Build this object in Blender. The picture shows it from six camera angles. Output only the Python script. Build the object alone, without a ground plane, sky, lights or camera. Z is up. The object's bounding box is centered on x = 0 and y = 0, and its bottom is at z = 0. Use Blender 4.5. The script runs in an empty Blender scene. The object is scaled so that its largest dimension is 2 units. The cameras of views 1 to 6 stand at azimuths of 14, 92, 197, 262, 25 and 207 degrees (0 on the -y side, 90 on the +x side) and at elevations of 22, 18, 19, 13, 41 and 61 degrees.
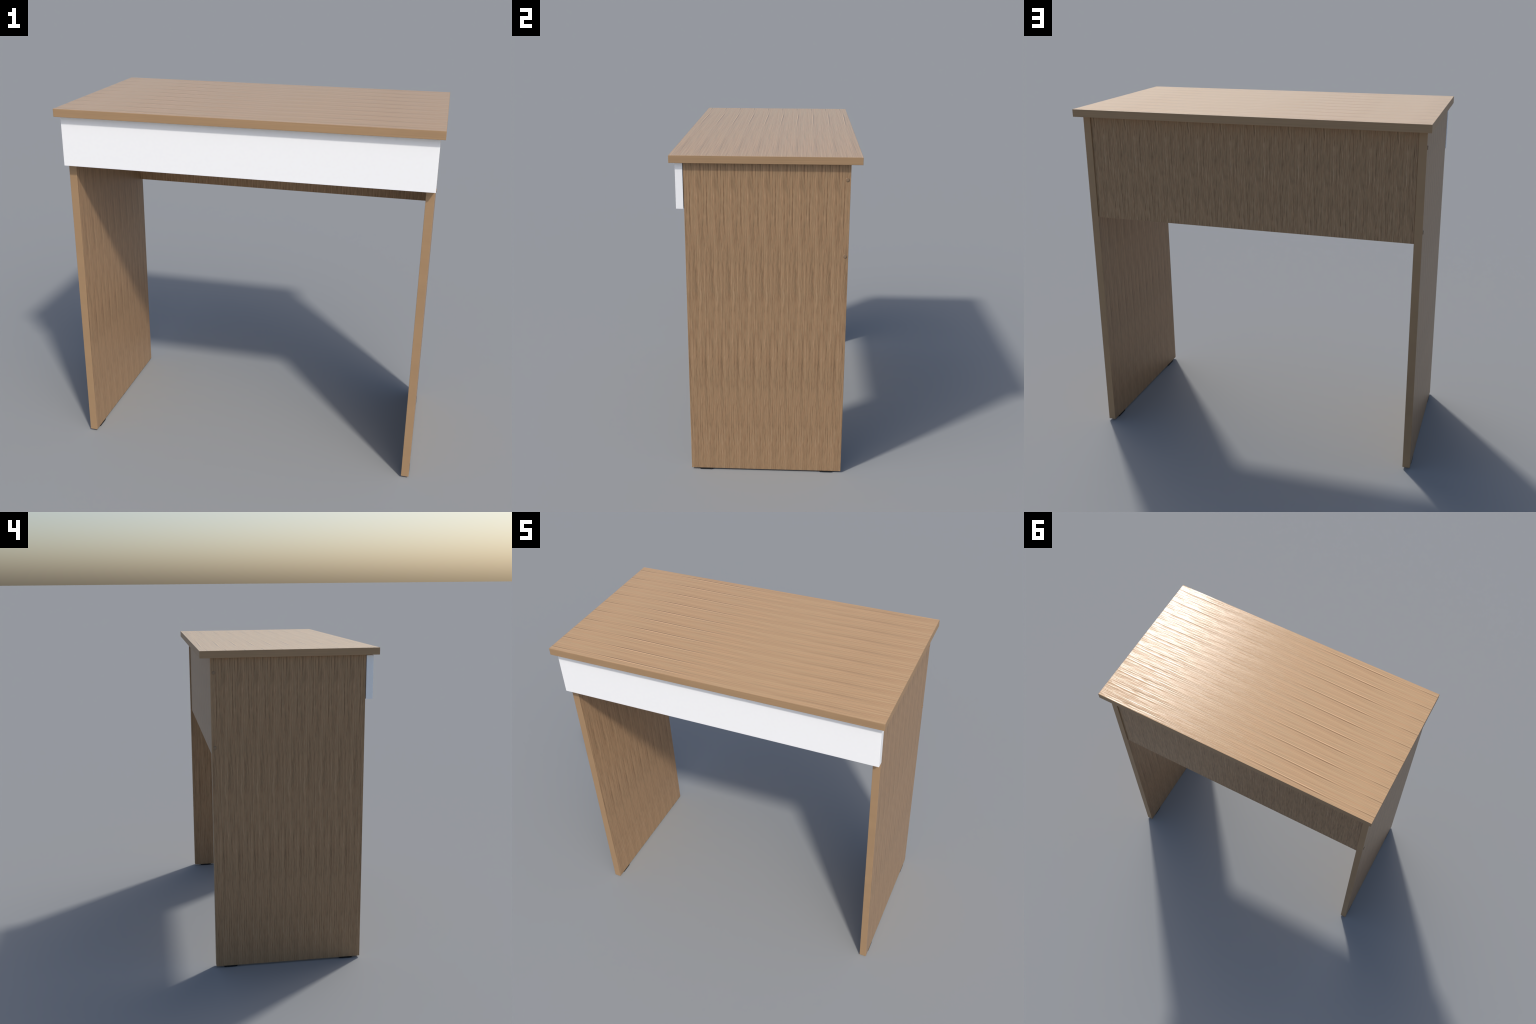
"""Writing desk: wood-grain laminate top, two slab sides, a back panel,
one white drawer, screw caps and low black foot pads.
Frame: metres, z up, front of the desk towards -y."""
import bpy, bmesh, math

# ------------------------------------------------------------------ sizes
BOARD = 0.0425                                  # board thickness
TOP_X, TOP_Y = 0.995, 0.5363                    # half width / half depth of the top
TOP_Z0, TOP_Z1 = 1.9577, 2.0
SIDE_X1 = 0.9680                                # outer face of a side panel
SIDE_X0 = SIDE_X1 - BOARD
SIDE_Y0, SIDE_Y1 = -0.460, 0.4737
FOOT_H = 0.0087
BACK_Y1, BACK_Z0 = 0.4656, 1.3606               # back panel: slightly inset, hangs to BACK_Z0
FRONT_X = 0.9715                                # half width of the drawer front
FRONT_Y0, FRONT_Y1, FRONT_Z0 = -0.505, -0.463, 1.6914
CAP_Y, CAP_ZS, CAP_R = 0.454, (1.8700, 1.4248), 0.0108


# ------------------------------------------------------------------ node helper
class Graph:
    """Small expression builder on a material node tree."""

    def __init__(self, name):
        self.mat = bpy.data.materials.new(name)
        self.mat.use_nodes = True
        self.nt = self.mat.node_tree
        self.nt.nodes.clear()
        self.out = self.new("ShaderNodeOutputMaterial")
        self.bsdf = self.new("ShaderNodeBsdfPrincipled")
        self.link(self.bsdf.outputs[0], self.out.inputs[0])

    def new(self, kind):
        return self.nt.nodes.new(kind)

    def link(self, a, b):
        self.nt.links.new(a, b)

    def put(self, socket, v):
        if hasattr(v, "node"):
            self.link(v, socket)
        else:
            socket.default_value = v

    def m(self, op, a, b=0.0, c=0.0, clamp=False):
        n = self.new("ShaderNodeMath")
        n.operation = op
        n.use_clamp = clamp
        for s, v in zip(n.inputs, (a, b, c)):
            self.put(s, v)
        return n.outputs[0]

    def add(self, a, b): return self.m("ADD", a, b)
    def sub(self, a, b): return self.m("SUBTRACT", a, b)
    def mul(self, a, b): return self.m("MULTIPLY", a, b)

    def vec(self, x, y, z):
        n = self.new("ShaderNodeCombineXYZ")
        for s, v in zip(n.inputs, (x, y, z)):
            self.put(s, v)
        return n.outputs[0]

    def coords(self):
        t = self.new("ShaderNodeTexCoord")
        s = self.new("ShaderNodeSeparateXYZ")
        self.link(t.outputs["Object"], s.inputs[0])
        return s.outputs

    def noise(self, vector, scale=1.0, detail=2.0, rough=0.5, w=0.0):
        n = self.new("ShaderNodeTexNoise")
        n.noise_dimensions = "4D"
        self.put(n.inputs["Vector"], vector)
        n.inputs["Scale"].default_value = scale
        n.inputs["Detail"].default_value = detail
        n.inputs["Roughness"].default_value = rough
        n.inputs["W"].default_value = w
        return n.outputs[0]

    def remap(self, v, a, b, c=0.0, d=1.0):
        n = self.new("ShaderNodeMapRange")
        n.interpolation_type = "SMOOTHSTEP"
        for s, x in zip(n.inputs, (v, a, b, c, d)):
            self.put(s, x)
        return n.outputs[0]

    def mix(self, f, a, b, blend="MIX"):
        n = self.new("ShaderNodeMix")
        n.data_type = "RGBA"
        n.blend_type = blend
        self.put(n.inputs[0], f)
        self.put(n.inputs[6], a if hasattr(a, "node") else (*a, 1.0))
        self.put(n.inputs[7], b if hasattr(b, "node") else (*b, 1.0))
        return n.outputs[2]

    def ramp(self, f, stops):
        n = self.new("ShaderNodeValToRGB")
        e = n.color_ramp.elements
        while len(e) < len(stops):
            e.new(0.5)
        for k, (p, c) in zip(e, stops):
            k.position, k.color = p, (*c, 1.0)
        self.put(n.inputs[0], f)
        return n.outputs[0]

    def bump(self, height, distance, strength=1.0):
        n = self.new("ShaderNodeBump")
        n.inputs["Strength"].default_value = strength
        n.inputs["Distance"].default_value = distance
        self.put(n.inputs["Height"], height)
        self.link(n.outputs[0], self.bsdf.inputs["Normal"])

    def finish(self, colour, roughness, specular=0.5):
        self.put(self.bsdf.inputs["Base Color"], colour if hasattr(colour, "node") else (*colour, 1.0))
        self.put(self.bsdf.inputs["Roughness"], roughness)
        self.bsdf.inputs["Specular IOR Level"].default_value = specular
        return self.mat


def scaled(c, k):
    return tuple(x * k for x in c)


TAN = (0.385, 0.248, 0.141)                      # mean laminate colour


def wood(name, across, along, period, grain, streaks, tone=1.0, wobble=0.003, relief=0.0010, contrast=1.0, rough=0.36, dash=None, colour=TAN, fleck=0.0, gloss=0.5, figure=0.5, long_fibre=1.0):
    """Laminate whose print repeats every `period` metres across the grain.

    across, along: axis numbers.  grain: (strands per period, strand length in m).
    streaks: (centre across, centre along, half width, half length, tone, height, slope);
    each one returns with every repeat of the print."""
    g = Graph(name)
    xyz = g.coords()
    a, z = xyz[across], xyz[along]
    strands, length = grain
    # gentle wander of the fibres
    wander = g.noise(g.vec(g.mul(a, 0.0), g.mul(z, 0.0), g.mul(z, 0.55 / length)), detail=1.0, w=3.1)
    turn0 = g.mul(a, 2 * math.pi / period)
    ring0 = g.vec(g.m("COSINE", turn0), g.m("SINE", turn0), g.mul(z, 0.5 / length))
    sway = g.sub(g.noise(ring0, 1.6, 2.0, w=1.7), 0.5)
    aw = g.add(a, g.add(g.mul(sway, wobble * 2.0), g.mul(g.sub(wander, 0.5), wobble)))
    turn = g.mul(aw, 2 * math.pi / period)
    co, si = g.m("COSINE", turn), g.m("SINE", turn)

    def layer(cells, length_m, detail, w, r=0.55):
        k = cells / (2 * math.pi)
        # half-integer W and a shifted start keep clear of the noise lattice, where it fades out
        return g.noise(g.vec(g.mul(co, k), g.mul(si, k), g.add(g.mul(z, 1.0 / length_m), 0.37 * w + 40.21)), 1.0, detail, r, w + 0.5)

    fine = layer(strands, length, 2.0, 0.0)
    mid = layer(strands * 0.38, length * 2.2, 2.0, 5.0)
    broad = layer(strands * 0.13, length * 4.0, 1.0, 9.0)
    thread = layer(strands * 0.95, length * 7.0, 1.0, 27.0)
    pore = layer(strands * 1.25, length * 0.7, 1.0, 13.0)
    hue = layer(strands * 0.8, length * 0.8, 1.0, 17.0)
    v = g.add(g.mul(g.sub(fine, 0.5), contrast), g.mul(g.sub(mid, 0.5), figure * contrast))
    v = g.add(v, g.mul(g.sub(broad, 0.5), 0.4 * figure * contrast))
    v = g.add(v, g.mul(g.sub(thread, 0.5), long_fibre * contrast))
    dark_pore = g.remap(pore, 0.62, 0.76)
    light_pore = g.remap(pore, 0.38, 0.24)
    if dash:
        v = g.add(v, g.mul(light_pore, dash))
        v = g.sub(v, g.mul(dark_pore, dash))
    height = g.add(g.mul(g.add(fine, thread), 0.6), g.sub(g.mul(mid, 0.4), g.mul(dark_pore, 0.25)))
    if fleck:                                   # cross-grain ripple of the embossing, a few mm long
        ripple = g.noise(g.vec(g.mul(a, 320.0), g.mul(z, 140.0), 0.43), 1.0, 1.0, w=21.5)
        height = g.add(height, g.mul(ripple, fleck))
    for a0, z0, wa, lz, t, h, slope in streaks:
        d = g.sub(g.sub(aw, a0), g.mul(g.sub(z, z0), slope))
        d = g.mul(g.sub(g.m("FRACT", g.add(g.mul(d, 1.0 / period), 100.5)), 0.5), period / wa)
        e = g.mul(g.sub(z, z0), 1.0 / lz)
        fall = g.m("EXPONENT", g.mul(g.add(g.mul(d, d), g.m("POWER", g.m("ABSOLUTE", e), 3.0)), -1.0))
        v = g.add(v, g.mul(fall, t))
        if h:
            height = g.add(height, g.mul(fall, h))
    t = colour
    colour = g.ramp(g.m("ADD", v, 0.5, clamp=True), [
        (0.0, scaled((t[0] * 0.97, t[1] * 0.92, t[2] * 0.90), 0.60 * tone)),
        (0.30, scaled(t, 0.86 * tone)),
        (0.52, scaled(t, 1.0 * tone)),
        (0.75, scaled(t, 1.10 * tone)),
        (1.0, scaled((t[0], t[1] * 1.04, t[2] * 1.12), 1.30 * tone)),
    ])
    colour = g.mix(g.remap(hue, 0.35, 0.65), g.mix(1.0, colour, (1.03, 0.985, 0.97), "MULTIPLY"),
                   g.mix(1.0, colour, (0.98, 1.003, 1.01), "MULTIPLY"))
    g.bump(height, relief)
    return g.finish(colour, g.add(rough, g.mul(g.sub(mid, 0.5), 0.10)), gloss)


def edging(name, tone=1.0, lines=0.9):
    """Plain edge band: same tan, only faint lines running round the board."""
    g = Graph(name)
    x, y, z = g.coords()
    line = g.noise(g.vec(g.mul(x, 1.5), g.mul(y, 1.5), g.mul(z, 260.0)), 1.0, 1.0)
    soft = g.noise(g.vec(g.mul(x, 5.0), g.mul(y, 5.0), g.mul(z, 9.0)), 1.0, 2.0, w=4.0)
    v = g.add(g.mul(g.sub(line, 0.5), lines), g.add(g.mul(g.sub(soft, 0.5), 0.35), 0.5))
    t = (0.386, 0.243, 0.129)
    colour = g.ramp(v, [(0.25, scaled(t, 0.90 * tone)), (0.75, scaled(t, 1.09 * tone))])
    return g.finish(colour, 0.5, 0.4)


TOP_PERIOD, SIDE_PERIOD, BACK_PERIOD = 0.1107, 0.0966, 0.1915

top_wood = wood(
    "oak_laminate_top", 1, 0, TOP_PERIOD, (32.0, 0.30),
    [  # centre y, centre x, half width, half length, tone, height, slope
        (0.2730, -0.42, 0.0026, 0.33, 0.56, 0.0, -0.016),  # ridge's sunlit flank painted pale here, its shaded flank painted dark two rows down
        (0.2770, -0.42, 0.0040, 0.33, 0.0, 1.3, -0.016),
        (0.2810, -0.44, 0.0026, 0.27, -0.40, 0.0, -0.016),
        (0.1580, -0.96, 0.0018, 0.09, -0.50, -0.3, 0.0),
        (-0.0460, 0.80, 0.0022, 0.42, -0.24, -0.45, 0.010),
        (-0.1000, 0.72, 0.0016, 0.40, -0.22, -0.4, -0.012),
        (-0.0520, 0.66, 0.0062, 0.26, -0.10, -0.15, 0.020),
        (-0.0760, 0.80, 0.0070, 0.18, -0.10, -0.15, 0.030),
        (0.1030, 0.28, 0.0016, 0.22, -0.30, -0.4, -0.004),
        (0.0700, 0.35, 0.0024, 0.20, -0.15, -0.2, 0.010),
        (0.0880, 0.85, 0.0040, 0.30, 0.10, 0.3, 0.008),
    ], wobble=0.003, relief=0.00075, contrast=1.05, rough=0.20, gloss=0.20, figure=0.18, long_fibre=0.85,
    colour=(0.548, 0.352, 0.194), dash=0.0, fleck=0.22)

side_wood = wood(
    "oak_laminate_side", 1, 2, SIDE_PERIOD, (32.0, 0.062),
    [
        (0.1195, 1.93, 0.0016, 0.12, -0.55, -0.4, 0.0),
        (0.1330, 1.90, 0.0018, 0.14, 0.16, 0.2, 0.0),
        (-0.3330, 1.66, 0.0014, 0.07, -0.34, -0.2, 0.0),
        (-0.3800, 1.62, 0.0018, 0.14, -0.22, -0.1, 0.0),
        (-0.2340, 1.39, 0.0018, 0.13, 0.38, 0.3, 0.0),
        (-0.3300, 1.777, 0.0020, 0.012, -0.45, 0.0, 0.0),
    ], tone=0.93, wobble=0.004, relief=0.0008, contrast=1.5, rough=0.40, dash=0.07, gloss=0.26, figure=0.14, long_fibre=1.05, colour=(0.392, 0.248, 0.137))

back_wood = wood(
    "oak_laminate_back", 0, 2, BACK_PERIOD, (66.0, 0.060),
    [
        (0.1400, 1.93, 0.0035, 0.045, -0.60, 0.0, 0.06),
        (0.1330, 1.86, 0.0022, 0.10, 0.22, 0.0, 0.0),
        (0.0820, 1.868, 0.0022, 0.016, -0.65, 0.0, 0.0),
        (0.0780, 1.79, 0.0024, 0.07, 0.24, 0.0, 0.0),
        (0.2360, 1.447, 0.0040, 0.022, -0.45, 0.0, 0.0),
        (-0.0170, 1.465, 0.0022, 0.05, -0.40, 0.0, 0.0),
        (0.1730, 1.83, 0.0024, 0.09, -0.36, 0.0, 0.03),
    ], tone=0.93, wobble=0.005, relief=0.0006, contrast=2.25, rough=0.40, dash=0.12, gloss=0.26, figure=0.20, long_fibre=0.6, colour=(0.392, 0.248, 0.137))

edge_wood = edging("oak_edge_band")
plain_edge_wood = edging("oak_edge_band_plain", 1.0, 0.12)


def plain(name, colour, roughness, specular=0.5):
    g = Graph(name)
    x, y, z = g.coords()
    n = g.noise(g.vec(x, y, z), 60.0, 2.0)
    c = g.ramp(n, [(0.3, scaled(colour, 0.985)), (0.7, scaled(colour, 1.0))])
    return g.finish(c, roughness, specular)


white_paint = plain("white_lacquer", (0.99, 0.99, 0.99), 0.40)
box_paint = plain("drawer_box_board", (0.62, 0.60, 0.57), 0.6)
black_rubber = plain("black_rubber", (0.012, 0.012, 0.013), 0.6, 0.3)
cap_plastic = plain("brown_cap_plastic", (0.27, 0.175, 0.10), 0.5)


# ------------------------------------------------------------------ mesh helpers
def link(ob, parent=None):
    bpy.context.scene.collection.objects.link(ob)
    if parent:
        ob.parent = parent
    return ob


def board_mesh(name, lo, hi, face_axis, face_mat, edge_mat, bevel=0.0014):
    """Rectangular board with eased edges; broad faces and edges get their own material."""
    bm = bmesh.new()
    bmesh.ops.create_cube(bm, size=1.0)
    for v in bm.verts:
        for i in range(3):
            v.co[i] = lo[i] if v.co[i] < 0 else hi[i]
    bmesh.ops.bevel(bm, geom=list(bm.edges), offset=bevel, segments=2, profile=0.5, affect="EDGES", clamp_overlap=True)
    bm.normal_update()
    for f in bm.faces:
        f.material_index = 0 if abs(f.normal[face_axis]) > 0.95 else 1
        f.smooth = False
    me = bpy.data.meshes.new(name)
    bm.to_mesh(me)
    bm.free()
    me.materials.append(face_mat)
    me.materials.append(edge_mat)
    return me


def board(name, lo, hi, face_axis, face_mat, edge_mat, parent, bevel=0.0014):
    return link(bpy.data.objects.new(name, board_mesh(name, lo, hi, face_axis, face_mat, edge_mat, bevel)), parent)


def pad_mesh(half_x, half_y, h, taper):
    """Foot pad: rounded rectangle that narrows towards the floor."""
    def ring(hx, hy, r, z):
        pts = []
        hx = half_x - (half_x - hx) * 0.2              # long sides stay almost upright
        for cx, cy, a0 in ((1, 1, 0), (-1, 1, 90), (-1, -1, 180), (1, -1, 270)):
            for k in range(7):
                a = math.radians(a0 + 15 * k)
                pts.append((cx * (hx - r) + r * math.cos(a), cy * (hy - r) + r * math.sin(a), z))
        return pts
    bm = bmesh.new()
    rings = [[bm.verts.new(p) for p in ring(half_x - t, half_y - t, 0.009 - t * 0.5, z)]
             for t, z in ((taper, 0.0), (taper * 0.25, h * 0.45), (0.0, h))]
    n = len(rings[0])
    for lo, hi in zip(rings, rings[1:]):
        for i in range(n):
            bm.faces.new((lo[i], lo[(i + 1) % n], hi[(i + 1) % n], hi[i]))
    bm.faces.new(rings[0][::-1])
    bm.faces.new(rings[-1])
    me = bpy.data.meshes.new("foot")
    bm.to_mesh(me)
    bm.free()
    me.materials.append(black_rubber)
    return me


def cap_mesh(radius, h):
    """Screw cap: low button turned about z, flat base at z = 0."""
    profile = [(0.0, -0.002), (radius, -0.002), (radius, h * 0.62), (radius * 0.93, h * 0.88),
               (radius * 0.80, h * 0.98), (radius * 0.4, h), (0.0, h)]
    bm = bmesh.new()
    n = 28
    rows = []
    for r, z in profile:
        if r == 0.0:
            rows.append([bm.verts.new((0, 0, z))])
        else:
            rows.append([bm.verts.new((r * math.cos(2 * math.pi * i / n), r * math.sin(2 * math.pi * i / n), z)) for i in range(n)])
    for lo, hi in zip(rows, rows[1:]):
        for i in range(n):
            j = (i + 1) % n
            if len(lo) == 1:
                bm.faces.new((lo[0], hi[j], hi[i]))
            elif len(hi) == 1:
                bm.faces.new((lo[i], lo[j], hi[0]))
            else:
                bm.faces.new((lo[i], lo[j], hi[j], hi[i]))
    for f in bm.faces:
        f.smooth = True
    me = bpy.data.meshes.new("screw_cap")
    bm.to_mesh(me)
    bm.free()
    me.materials.append(cap_plastic)
    return me


# ------------------------------------------------------------------ the desk
desk = bpy.data.objects.new("writing_desk", None)
desk["label"] = "light oak laminate desk with slab sides and white drawer front"
desk["category"] = "desk"
link(desk)

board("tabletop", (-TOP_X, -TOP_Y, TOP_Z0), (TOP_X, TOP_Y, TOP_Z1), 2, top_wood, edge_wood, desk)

foot = pad_mesh(0.0222, 0.0445, FOOT_H, 0.0045)
cap = cap_mesh(CAP_R, 0.0032)
for sign in (1, -1):
    x0, x1 = sorted((sign * SIDE_X0, sign * SIDE_X1))
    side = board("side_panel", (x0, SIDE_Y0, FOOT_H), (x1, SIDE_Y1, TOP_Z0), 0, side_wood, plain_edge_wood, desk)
    for y in (-0.370, 0.381):
        f = link(bpy.data.objects.new("foot", foot), side)
        f.location = ((x0 + x1) / 2, y, 0.0)
        if sign < 0 < y:                               # this pad sits a little off centre, towards the outside
            f.scale.x, f.location.x = 0.82, f.location.x - 0.0037
    for z in CAP_ZS:
        c = link(bpy.data.objects.new("screw_cap", cap), side)
        c.location = (sign * SIDE_X1, CAP_Y, z)
        c.rotation_euler = (0.0, sign * math.pi / 2, 0.0)

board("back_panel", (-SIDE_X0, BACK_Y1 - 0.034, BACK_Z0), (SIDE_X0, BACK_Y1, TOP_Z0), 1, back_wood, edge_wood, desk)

# drawer: a white front over a plain box running between the sides
drawer = bpy.data.objects.new("drawer", None)
link(drawer, desk)
board("drawer_front", (-FRONT_X, FRONT_Y0, FRONT_Z0), (FRONT_X, FRONT_Y1, TOP_Z0 - 0.004), 1, white_paint, white_paint, drawer, 0.0010)
BX, BY0, BY1, BZ0, BZ1, T = SIDE_X0 - 0.028, FRONT_Y1, 0.36, 1.715, 1.90, 0.026
board("drawer_bottom", (-BX, BY0, BZ0), (BX, BY1, BZ0 + 0.012), 2, box_paint, box_paint, drawer, 0.0006)
for sign in (1, -1):
    x0, x1 = sorted((sign * (BX - T), sign * BX))
    board("drawer_side", (x0, BY0, BZ0 + 0.012), (x1, BY1, BZ1), 0, box_paint, box_paint, drawer, 0.0006)
board("drawer_back", (-BX + T, BY1 - T, BZ0 + 0.012), (BX - T, BY1, BZ1), 1, box_paint, box_paint, drawer, 0.0006)
